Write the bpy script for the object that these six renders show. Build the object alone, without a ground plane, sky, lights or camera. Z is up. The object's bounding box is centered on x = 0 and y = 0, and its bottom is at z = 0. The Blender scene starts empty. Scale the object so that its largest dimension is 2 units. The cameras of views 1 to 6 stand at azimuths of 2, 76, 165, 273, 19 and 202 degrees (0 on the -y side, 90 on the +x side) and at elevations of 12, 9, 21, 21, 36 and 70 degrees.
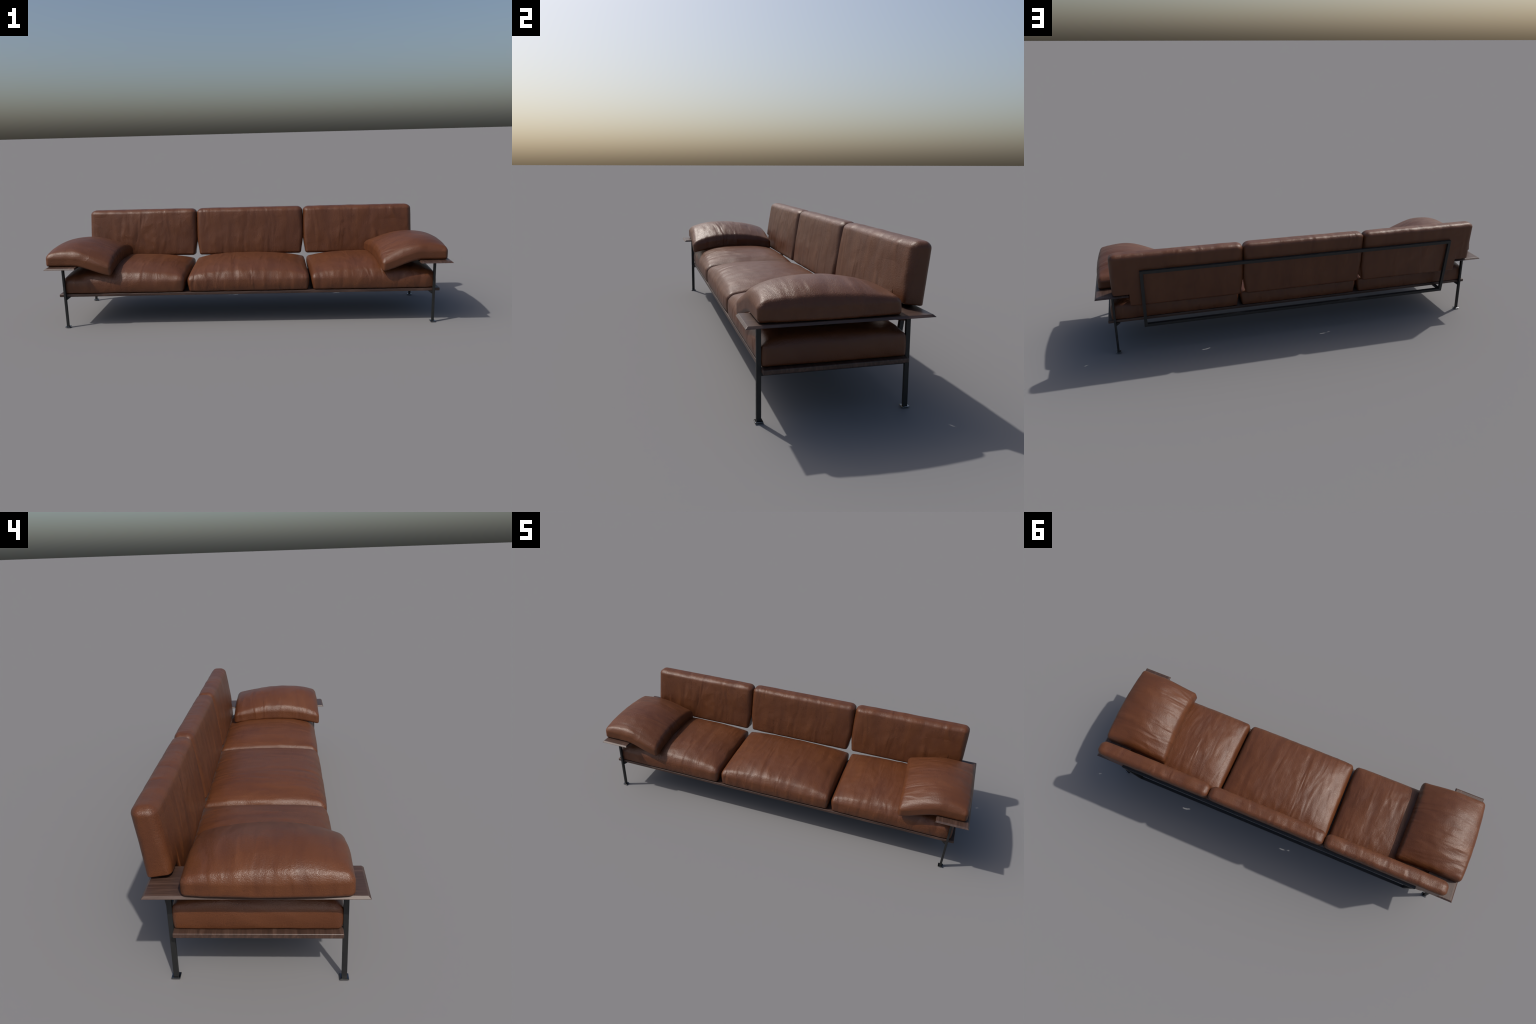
"""Three-seat leather sofa on a slim dark steel frame with walnut boards."""
import bpy, bmesh, math, random
import numpy as np
from mathutils import Vector, noise

random.seed(7)
CX = 0.007            # the frame's mirror plane
LEAN = math.radians(8.45)

# ------------------------------------------------------------------ materials
def new_mat(name):
    m = bpy.data.materials.new(name)
    m.use_nodes = True
    nt = m.node_tree
    for n in list(nt.nodes):
        if n.type != 'OUTPUT_MATERIAL':
            nt.nodes.remove(n)
    out = nt.nodes['Material Output'] if 'Material Output' in nt.nodes else nt.nodes[0]
    b = nt.nodes.new('ShaderNodeBsdfPrincipled')
    nt.links.new(b.outputs[0], out.inputs[0])
    return m, nt, b


def coords(nt, scale):
    tc = nt.nodes.new('ShaderNodeTexCoord')
    mp = nt.nodes.new('ShaderNodeMapping')
    mp.inputs['Scale'].default_value = scale
    nt.links.new(tc.outputs['Object'], mp.inputs[0])
    return mp.outputs[0]


def noise_tex(nt, vec, scale, detail=4, rough=0.55, distort=0.0):
    n = nt.nodes.new('ShaderNodeTexNoise')
    n.inputs['Scale'].default_value = scale
    n.inputs['Detail'].default_value = detail
    n.inputs['Roughness'].default_value = rough
    n.inputs['Distortion'].default_value = distort
    nt.links.new(vec, n.inputs['Vector'])
    return n.outputs['Fac']


def ramp(nt, fac, stops):
    r = nt.nodes.new('ShaderNodeValToRGB')
    e = r.color_ramp.elements
    while len(e) < len(stops):
        e.new(0.5)
    for el, (p, c) in zip(e, stops):
        el.position = p
        el.color = (*c, 1.0)
    nt.links.new(fac, r.inputs[0])
    return r.outputs[0]


def mix(nt, fac, a, b, mode='MIX'):
    m = nt.nodes.new('ShaderNodeMix')
    m.data_type = 'RGBA'
    m.blend_type = mode
    if isinstance(fac, float):
        m.inputs[0].default_value = fac
    else:
        nt.links.new(fac, m.inputs[0])
    nt.links.new(a, m.inputs[6])
    nt.links.new(b, m.inputs[7])
    return m.outputs[2]


def bump(nt, height, strength, dist, prev=None):
    b = nt.nodes.new('ShaderNodeBump')
    b.inputs['Strength'].default_value = strength
    b.inputs['Distance'].default_value = dist
    nt.links.new(height, b.inputs['Height'])
    if prev is not None:
        nt.links.new(prev, b.inputs['Normal'])
    return b.outputs[0]


def leather(name, stretch):
    """Tan-brown aniline leather; stretch squeezes the mottling into streaks along the pull."""
    m, nt, b = new_mat(name)
    streak = noise_tex(nt, coords(nt, stretch), 1.0, 2, 0.5, 0.5)
    cloud = noise_tex(nt, coords(nt, (1, 1, 1)), 9.0, 3, 0.5)
    c1 = ramp(nt, streak, [(0.30, LEATHER[0]), (0.50, LEATHER[1]), (0.72, LEATHER[2])])
    c2 = ramp(nt, cloud, [(0.30, LEATHER[3]), (0.70, LEATHER[1])])
    col = mix(nt, 0.35, c1, c2)
    nt.links.new(col, b.inputs['Base Color'])
    # roughness wanders a little with the same streaks
    rr = nt.nodes.new('ShaderNodeMapRange')
    rr.inputs['To Min'].default_value = 0.46
    rr.inputs['To Max'].default_value = 0.37
    nt.links.new(streak, rr.inputs['Value'])
    nt.links.new(rr.outputs[0], b.inputs['Roughness'])
    b.inputs['Specular IOR Level'].default_value = 0.45
    # soft folds along the pull, strong in patches and absent between them
    def mul(a, b_):
        mm = nt.nodes.new('ShaderNodeMath')
        mm.operation = 'MULTIPLY'
        nt.links.new(a, mm.inputs[0])
        nt.links.new(b_, mm.inputs[1])
        return mm.outputs[0]
    patch = nt.nodes.new('ShaderNodeMapRange')
    patch.inputs['From Min'].default_value = 0.36
    patch.inputs['From Max'].default_value = 0.62
    patch.inputs['To Min'].default_value = 0.25
    nt.links.new(noise_tex(nt, coords(nt, (1, 1, 1)), 6.0, 2, 0.5), patch.inputs['Value'])
    folds = noise_tex(nt, coords(nt, stretch), 1.0, 1, 0.5, 0.7)
    lines = noise_tex(nt, coords(nt, tuple(c * 1.9 for c in stretch)), 1.0, 1, 0.4, 0.8)
    n0 = bump(nt, mul(folds, patch.outputs[0]), 1.0, 0.0092)
    n0 = bump(nt, mul(lines, patch.outputs[0]), 1.0, 0.0010, n0)
    # pebble grain
    v = nt.nodes.new('ShaderNodeTexVoronoi')
    v.feature = 'DISTANCE_TO_EDGE'
    v.inputs['Scale'].default_value = 260.0
    warp = coords(nt, (1, 1, 1))
    nt.links.new(warp, v.inputs['Vector'])
    vr = nt.nodes.new('ShaderNodeMapRange')
    vr.inputs['From Max'].default_value = 0.25
    nt.links.new(v.outputs['Distance'], vr.inputs['Value'])
    n1 = bump(nt, vr.outputs[0], 0.40, 0.0005, n0)
    fine = noise_tex(nt, coords(nt, (1, 1, 1)), 190.0, 2, 0.5)
    n2 = bump(nt, fine, 0.40, 0.0016, n1)
    nt.links.new(n2, b.inputs['Normal'])
    return m


LEATHER = [(0.081, 0.0248, 0.0090), (0.102, 0.0328, 0.0112), (0.121, 0.0408, 0.0138), (0.096, 0.0295, 0.0090)]


def wood(name, scale):
    m, nt, b = new_mat(name)
    grain = noise_tex(nt, coords(nt, scale), 1.0, 6, 0.65, 0.6)
    broad = noise_tex(nt, coords(nt, tuple(s * 0.22 for s in scale)), 1.0, 3, 0.5)
    c1 = ramp(nt, grain, [(0.33, (0.022, 0.0105, 0.0075)), (0.52, (0.058, 0.031, 0.0225)), (0.68, (0.108, 0.063, 0.047))])
    c2 = ramp(nt, broad, [(0.35, (0.047, 0.024, 0.017)), (0.65, (0.078, 0.044, 0.032))])
    nt.links.new(mix(nt, 0.3, c1, c2), b.inputs['Base Color'])
    b.inputs['Roughness'].default_value = 0.42
    nt.links.new(bump(nt, grain, 0.25, 0.0006), b.inputs['Normal'])
    return m


def steel(name, col, rough, metallic):
    m, nt, b = new_mat(name)
    n = noise_tex(nt, coords(nt, (1, 1, 1)), 60.0, 3, 0.5)
    lo = tuple(c * 0.85 for c in col)
    hi = tuple(c * 1.2 for c in col)
    nt.links.new(ramp(nt, n, [(0.3, lo), (0.7, hi)]), b.inputs['Base Color'])
    b.inputs['Roughness'].default_value = rough
    b.inputs['Metallic'].default_value = metallic
    return m


M_SEAT = leather('seat_leather', (20, 4.5, 7))
M_BACK = leather('back_leather', (17, 7, 5))
M_ARM = leather('arm_leather', (4, 20, 7))
M_PLANK = wood('walnut_lengthwise', (5, 110, 40))
M_BOARD = wood('walnut_crosswise', (150, 6, 50))
M_STEEL = steel('blackened_steel', (0.0115, 0.0122, 0.0125), 0.5, 0.0)
M_FOOT = steel('polished_foot_steel', (0.17, 0.175, 0.18), 0.22, 1.0)

# ------------------------------------------------------------------ helpers
root = bpy.data.objects.new('leather_sofa', None)
bpy.context.collection.objects.link(root)
root['label'] = 'long low brown leather sofa on slim black steel frame'
root['category'] = 'sofa'


def add(name, mesh, mat, parent=root, smooth=False):
    o = bpy.data.objects.new(name, mesh)
    bpy.context.collection.objects.link(o)
    o.parent = parent
    if mat:
        mesh.materials.clear()
        mesh.materials.append(mat)
    if smooth:
        mesh.polygons.foreach_set('use_smooth', [True] * len(mesh.polygons))
    return o


def bevel_mod(o, w, seg=2):
    md = o.modifiers.new('edge_rounding', 'BEVEL')
    md.width = w
    md.segments = seg
    md.limit_method = 'ANGLE'
    md.harden_normals = False
    return o


def prism(name, section, axis_from, axis_to, place):
    """Sweep a closed 2-D section between two stations; place(a, b, t) -> xyz."""
    n = len(section)
    verts = [place(a, b, axis_from) for a, b in section] + [place(a, b, axis_to) for a, b in section]
    faces = [tuple(range(n))[::-1], tuple(range(n, 2 * n))]
    faces += [(i, (i + 1) % n, n + (i + 1) % n, n + i) for i in range(n)]
    me = bpy.data.meshes.new(name)
    me.from_pydata(verts, [], faces)
    bm = bmesh.new()
    bm.from_mesh(me)
    bmesh.ops.recalc_face_normals(bm, faces=bm.faces)
    bm.to_mesh(me)
    bm.free()
    return me


def box_mesh(name, x0, x1, y0, y1, z0, z1):
    return prism(name, [(x0, y0), (x1, y0), (x1, y1), (x0, y1)], z0, z1, lambda a, b, t: (a, b, t))


# ------------------------------------------------------------------ wood
PLANK_Z0, PLANK_Z1 = 0.1552, 0.1698
o = add('seat_platform', box_mesh('seat_platform', CX - 0.9495, CX + 0.9495, -0.2488, 0.2103, PLANK_Z0, PLANK_Z1), M_PLANK)
bevel_mod(o, 0.0028, 3)

BOARD_Z0, BOARD_Z1, BOARD_LIP = 0.3078, 0.3153, 0.0010
CH = 0.0072          # chamfer run of the board's sloped edge


def arm_board_mesh():
    # widest at the underside, edges chamfered upwards and inwards
    x0, x1, y0, y1 = 0.840, 0.993, -0.3085, 0.2705
    rings = [(0.0, BOARD_Z0), (0.0, BOARD_Z0 + BOARD_LIP), (CH, BOARD_Z1)]
    verts, faces = [], []
    for ins, z in rings:
        i2 = ins * 0.55      # inner long edge is chamfered less
        verts += [(x0 + i2, y0 + ins, z), (x1 - ins, y0 + ins, z), (x1 - ins, y1 - ins, z), (x0 + i2, y1 - ins, z)]
    faces.append((3, 2, 1, 0))
    for r in range(2):
        for i in range(4):
            j = (i + 1) % 4
            faces.append((r * 4 + i, r * 4 + j, r * 4 + 4 + j, r * 4 + 4 + i))
    faces.append((8, 9, 10, 11))
    me = bpy.data.meshes.new('armrest_board')
    me.from_pydata(verts, [], faces)
    return me


board = arm_board_mesh()
for s in (1, -1):
    o = add('armrest_board', board, M_BOARD)
    o.location.x = CX
    if s < 0:
        # mirror by a turn about z, then shift along y
        o.rotation_euler.z = math.pi
        o.location.y = -0.3085 + 0.2705
    bevel_mod(o, 0.0007, 1)

# ------------------------------------------------------------------ steel legs, feet, braces
LEG_X, LEG_YF, LEG_YR = 0.9178, -0.2556, 0.2178
leg_mesh = box_mesh('leg', -0.0052, 0.0052, -0.0074, 0.0074, 0.0028, BOARD_Z0 + 0.0004)


def foot_mesh():
    me = bpy.data.meshes.new('foot_plate')
    bm = bmesh.new()
    bmesh.ops.create_cube(bm, size=1.0)
    for v in bm.verts:
        v.co = Vector((v.co.x * 0.0245, v.co.y * 0.0255, 0.0021 + v.co.z * 0.0042))
    bm.to_mesh(me)
    bm.free()
    return me


foot = foot_mesh()
for sx in (1, -1):
    for y in (LEG_YF, LEG_YR):
        leg = add('leg', leg_mesh, M_STEEL)
        leg.location = (CX + sx * LEG_X, y, 0)
        bevel_mod(leg, 0.0008, 2)
        f = add('foot_plate', foot, M_FOOT, leg)
        bevel_mod(f, 0.0014, 2)
    # triangular-section angle carrying the platform from front leg to rear leg
    xo = sx * (LEG_X - 0.0046)
    sec = [(xo, PLANK_Z0 - 0.0158), (xo, PLANK_Z0 - 0.0003), (xo - sx * 0.0185, PLANK_Z0 - 0.0003), (xo - sx * 0.0185, PLANK_Z0 - 0.0022)]
    me = prism('support_angle', sec, LEG_YF + 0.004, LEG_YR - 0.004, lambda a, b, t: (CX + a, t, b))
    bevel_mod(add('support_angle', me, M_STEEL), 0.0005, 1)

# ------------------------------------------------------------------ back frame (one welded rectangle plus arms)
FRAME_HALF = 0.7845
BAR_W, BAR_D = 0.0148, 0.0150
F_BOT, F_TOP = Vector((0, 0.2612, 0.1405)), Vector((0, 0.3057, 0.4422))
f_up = (F_TOP - F_BOT).normalized()
f_len = (F_TOP - F_BOT).length
f_in = Vector((0, -f_up.z, f_up.y))       # towards the seat


def fp(x, h, d):
    p = F_BOT + f_up * h + f_in * d
    return Vector((CX + x, p.y, p.z))


def back_frame_mesh():
    bm = bmesh.new()
    H, W = FRAME_HALF, BAR_W
    outer = [(-H, 0), (H, 0), (H, f_len), (-H, f_len)]
    inner = [(-H + W, W), (H - W, W), (H - W, f_len - W), (-H + W, f_len - W)]
    V = {}
    for k, d in (('r', 0.0), ('f', BAR_D)):
        V['o' + k] = [bm.verts.new(fp(x, h, d)) for x, h in outer]
        V['i' + k] = [bm.verts.new(fp(x, h, d)) for x, h in inner]
    for i in range(4):
        j = (i + 1) % 4
        for a, b in (('or', 'ir'), ('if', 'of'), ('of', 'or'), ('ir', 'if')):
            bm.faces.new((V[a][i], V[a][j], V[b][j], V[b][i]))
    bmesh.ops.recalc_face_normals(bm, faces=bm.faces)
    me = bpy.data.meshes.new('back_frame')
    bm.to_mesh(me)
    bm.free()
    return me


frame = bevel_mod(add('back_frame', back_frame_mesh(), M_STEEL), 0.0009, 2)
for s in (1, -1):
    xa, xb = sorted((s * (FRAME_HALF - 0.0004), s * (FRAME_HALF - BAR_W + 0.0004)))
    me = box_mesh('frame_arm', CX + xa, CX + xb, -0.205, 0.2475, 0.1425, PLANK_Z0 - 0.0004)
    bevel_mod(add('frame_arm', me, M_STEEL, frame), 0.0008, 1)

# ------------------------------------------------------------------ cushions
def box_grid(us, vs, ws):
    """Surface grid of a box; returns points in [-1,1]^3 parameter space and quads."""
    nu, nv, nw = len(us), len(vs), len(ws)
    idx, pts, faces = {}, [], []

    def vid(i, j, k):
        key = (i, j, k)
        if key not in idx:
            idx[key] = len(pts)
            pts.append((us[i], vs[j], ws[k]))
        return idx[key]
    for k, flip in ((0, True), (nw - 1, False)):
        for i in range(nu - 1):
            for j in range(nv - 1):
                q = [vid(i, j, k), vid(i + 1, j, k), vid(i + 1, j + 1, k), vid(i, j + 1, k)]
                faces.append(q[::-1] if flip else q)
    for j, flip in ((0, False), (nv - 1, True)):
        for i in range(nu - 1):
            for k in range(nw - 1):
                q = [vid(i, j, k), vid(i + 1, j, k), vid(i + 1, j, k + 1), vid(i, j, k + 1)]
                faces.append(q[::-1] if flip else q)
    for i, flip in ((0, True), (nu - 1, False)):
        for j in range(nv - 1):
            for k in range(nw - 1):
                q = [vid(i, j, k), vid(i, j + 1, k), vid(i, j + 1, k + 1), vid(i, j, k + 1)]
                faces.append(q[::-1] if flip else q)
    return np.array(pts), faces


def rounded(p, half, r):
    """Box of half sizes `half`, edges rounded with elliptical radii r (one per axis)."""
    P = p * half
    q = np.clip(P, -(half - r), half - r)
    d = (P - q) / r
    L = np.linalg.norm(d, axis=1, keepdims=True)
    L[L < 1e-9] = 1.0
    return q + d / L * r


def radii(p, low, high):
    """Per-axis edge radii blended from the bottom of a cushion to its top."""
    k = (p[:, 2:3] + 1) / 2
    return np.array(low) * (1 - k) + np.array(high) * k


def lin(n):
    return np.linspace(-1, 1, n)


def dome(u, v, pu, pv, q):
    a = np.clip(1 - np.abs(u) ** pu, 0, 1)
    b = np.clip(1 - np.abs(v) ** pv, 0, 1)
    return (a * b) ** q


def sstep(a, b, x):
    t = np.clip((x - a) / (b - a), 0, 1)
    return t * t * (3 - 2 * t)


def cushion_object(name, P, faces, mat, wr, amp, seed):
    """wr: wrinkle frequency per axis; pushes the surface along its normal."""
    me = bpy.data.meshes.new(name)
    me.from_pydata(P.tolist(), [], faces)
    nrm = np.zeros(len(P) * 3, dtype=np.float32)
    me.vertex_normals.foreach_get('vector', nrm)
    nrm = nrm.reshape(-1, 3)
    off = Vector((seed * 3.17, seed * 1.71, seed * 2.33))
    disp = np.empty(len(P))
    for i, p in enumerate(P):
        q = Vector(p)
        # bend the pull direction a little so that folds fan out and break off
        q += 0.022 * noise.noise_vector(q * 5.5 + off)
        v = Vector((q.x * wr[0], q.y * wr[1], q.z * wr[2])) + off
        patch = min(1.0, max(0.0, 0.55 + 1.1 * noise.noise(q * 6.5 - off)))
        fold = noise.noise(v)
        crease = 0.35 - abs(noise.noise(v * 1.9 + off))      # narrow ridges between folds
        pucker = noise.noise(q * 19 + off)
        disp[i] = fold * (0.35 + 0.9 * patch) + 0.55 * crease * patch + 0.35 * pucker
    P2 = P + nrm * (disp * amp)[:, None]
    me.vertices.foreach_set('co', P2.astype(np.float32).ravel())
    me.update()
    return add(name, me, mat, root, smooth=True)


# ---- seat cushions: flat-bottomed, plump walls, broad crown
SEAT_Y0, SEAT_Y1 = -0.2455, 0.2080
SEAT_WALL = 0.2450


def seat_cushion(x0, x1, peak, outer, seed):
    p, faces = box_grid(lin(140), lin(110), lin(22))
    cx, cy = (x0 + x1) / 2, (SEAT_Y0 + SEAT_Y1) / 2
    half = np.array([(x1 - x0) / 2, (SEAT_Y1 - SEAT_Y0) / 2, (SEAT_WALL - PLANK_Z1) / 2])
    soft = 0.62 + 0.38 * (1 - p[:, 1:2]) / 2           # crisper towards the rear
    P = rounded(p, half, radii(p, (0.014, 0.014, 0.007), (0.018, 0.026, 0.023)) * soft)
    u, v, w = P[:, 0] / half[0], P[:, 1] / half[1], (P[:, 2] / half[2] + 1) / 2
    tuck = 0.0070 * (1 - sstep(0.0, 0.7, w))
    P[:, 0] -= np.sign(u) * np.abs(u) ** 8 * np.where(np.sign(u) == outer, 0.0, tuck)
    # walls swell outwards between base and seam, most at mid-length
    belly = np.sin(np.pi * np.clip(0.08 + 0.92 * w, 0, 1)) ** 0.8
    P[:, 0] += np.sign(u) * np.abs(u) ** 8 * np.where(np.sign(u) == outer, 0.0070, 0.0045) * belly * (0.25 + 0.75 * (1 - v ** 4))
    P[:, 1] += np.sign(v) * np.abs(v) ** 8 * 0.0085 * belly * (0.25 + 0.75 * (1 - u ** 6))
    crown = dome(u + 0.05 * (1 - u * u), v, 2.5, 2.8, 0.60)
    P[:, 2] += peak * crown * sstep(0.5, 1.0, w)
    P += np.array([cx, cy, (PLANK_Z1 + SEAT_WALL) / 2 + 0.0006])
    return cushion_object('seat_cushion', P, faces, M_SEAT, (25, 5.5, 9), 0.0014, seed)


seat_cushion(0.3275, 0.9370, 0.053, 1, 1)
seat_cushion(-0.2930, 0.3135, 0.055, 0, 2)
seat_cushion(-0.9230, -0.3090, 0.056, -1, 3)

# ---- back cushions: leaning slabs, the outer two notched over the armrest boards
BACK_T = 0.0700
BACK_BASE = Vector((0, 0.2632, 0.2535))       # rear bottom edge
BACK_H = 0.2715
b_up = np.array([0, math.sin(LEAN), math.cos(LEAN)])
b_fw = np.array([0, -math.cos(LEAN), math.sin(LEAN)])
NOTCH_X, NOTCH_H, NOTCH_FADE = 0.8375, 0.0655, 0.125


def back_cushion(x0, x1, notch_side, r_top, seed):
    us = lin(150)
    xc, hx = (x0 + x1) / 2, (x1 - x0) / 2
    if notch_side:
        un = (CX + notch_side * NOTCH_X - xc) / hx
        us = np.sort(np.concatenate([us[np.abs(us - un) > 0.004], [un - 0.0006, un + 0.0006]]))
    p, faces = box_grid(us, lin(24), lin(80))
    half = np.array([hx, BACK_T / 2, BACK_H / 2])
    P = rounded(p, half, radii(p, (0.018, 0.014, 0.012), (0.031, r_top, 0.024)))
    u, t, h = P[:, 0] / hx, (P[:, 1] / half[1] + 1) / 2, (P[:, 2] / half[2] + 1) / 2
    # t: 0 rear .. 1 front
    if notch_side:
        inner_end = (np.sign(u) != notch_side)
    else:
        inner_end = np.ones_like(u, dtype=bool)
    # where cushions meet the ends pull in towards the bottom and belly out above
    pull = 0.010 * (1 - sstep(0.0, 0.38, h)) * np.abs(u) ** 5
    swell = 0.0025 * np.sin(np.pi * np.clip(h, 0, 1)) * np.sin(np.pi * np.clip(0.1 + 0.8 * t, 0, 1)) * np.abs(u) ** 6
    P[:, 0] += np.sign(u) * np.where(inner_end, swell - pull, 0.5 * swell)
    # soft crown on the front, shallower on the rear, slight one on top
    face = dome(u, 2 * h - 1, 4.0, 3.0, 0.6)
    P[:, 1] += 0.0085 * face * sstep(0.5, 1, t) - 0.0015 * face * (1 - sstep(0, 0.5, t))
    # the top is level rather than square to the lean
    P[:, 2] += (0.001 * dome(u, 2 * t - 1, 6, 2, 0.8) - 0.008 * t) * sstep(0.6, 1, h)
    hh = P[:, 2] + half[2]
    if notch_side:
        out = ((u - un) * notch_side > 0) & (hh < NOTCH_FADE)
        hh = np.where(out, NOTCH_H + hh * (NOTCH_FADE - NOTCH_H) / NOTCH_FADE, hh)
    tt = P[:, 1] + half[1]
    Q = np.outer(tt, b_fw) + np.outer(hh, b_up) + np.array([0, BACK_BASE.y, BACK_BASE.z])
    Q[:, 0] = P[:, 0] + xc
    # parameter order (u, rear->front, h) is mirrored in space: flip the winding
    faces = [f[::-1] for f in faces]
    return cushion_object('back_cushion', Q, faces, M_BACK, (24, 9, 5.5), 0.0010, seed)


back_cushion(0.3128, 0.9215, 1, 0.026, 4)
back_cushion(-0.2945, 0.3088, 0, 0.022, 5)
back_cushion(-0.9080, -0.2985, -1, 0.026, 6)

# ---- arm cushions: lie on the board and droop over the seat's crown
def arm_cushion(side, xo, xi_f, xi_r, yf, yr, tip, seed):
    p, faces = box_grid(lin(100), lin(120), lin(22))
    T = 0.0572
    L, W = abs(xo - (xi_f + xi_r) / 2), yr - yf
    half = np.array([L / 2, W / 2, T / 2])
    P = rounded(p, half, radii(p, (0.014, 0.016, 0.011), (0.018, 0.022, 0.020)))
    u, v, w = (P[:, 0] / half[0] + 1) / 2, P[:, 1] / half[1], (P[:, 2] / half[2] + 1) / 2
    # u: 0 outer end .. 1 inner end; v: -1 front .. 1 rear
    fv = (v + 1) / 2
    xi = xi_f + (xi_r - xi_f) * fv
    bulge = 0.010 * (1 - v * v)
    X = xo + side * bulge * (1 - u) ** 3 + (xi - xo) * u
    Y = (yf + yr) / 2 + v * W / 2
    # front edge is drawn out at the inner corner, pinched in the middle
    Y -= 0.006 * (1 - fv) ** 3 * (u ** 2)
    # underside: flat over the board, then sinks; the middle rides on the seat crown
    drop_f, drop_m, drop_r = tip + 0.002, 0.021, 0.039
    drop = np.where(v < 0, drop_m + (drop_f - drop_m) * np.abs(v) ** 2.0, drop_m + (drop_r - drop_m) * np.abs(v) ** 2.0)
    sink = drop * sstep(0.38, 1.05, u)
    base = BOARD_Z1 + 0.0006 - sink
    # the crown peaks ahead of the middle and falls away faster to the rear and the inner end
    mid = 0.44 + 0.09 * np.clip(v, 0, 1) + 0.04 * np.clip(v, -1, 0)
    a, b = u - mid, v + 0.08 * (1 - v * v)
    a = np.where(a > 0, a / (1 - mid), a / mid)
    fa = 1 - np.abs(a) ** np.where(a > 0, 2.2, 2.3)
    fb = 1 - np.abs(b) ** np.where(b > 0, 1.85, 2.6)
    crown = (np.clip(fa, 0, 1) * np.clip(fb, 0, 1)) ** 0.70
    T_edge = T * (1 - 0.09 * np.clip(v, 0, 1) ** 2)
    Z = base + w * T_edge + 0.048 * crown * sstep(0.4, 1.0, w)
    Q = np.stack([X, Y, Z], axis=1)
    if side > 0:
        faces = [f[::-1] for f in faces]
    return cushion_object('arm_cushion', Q, faces, M_ARM, (5, 27, 9), 0.0013, seed)


arm_cushion(1, 0.9840, 0.667, 0.645, -0.270, 0.169, 0.056, 7)
arm_cushion(-1, -0.9890, -0.664, -0.656, -0.270, 0.169, 0.052, 8)
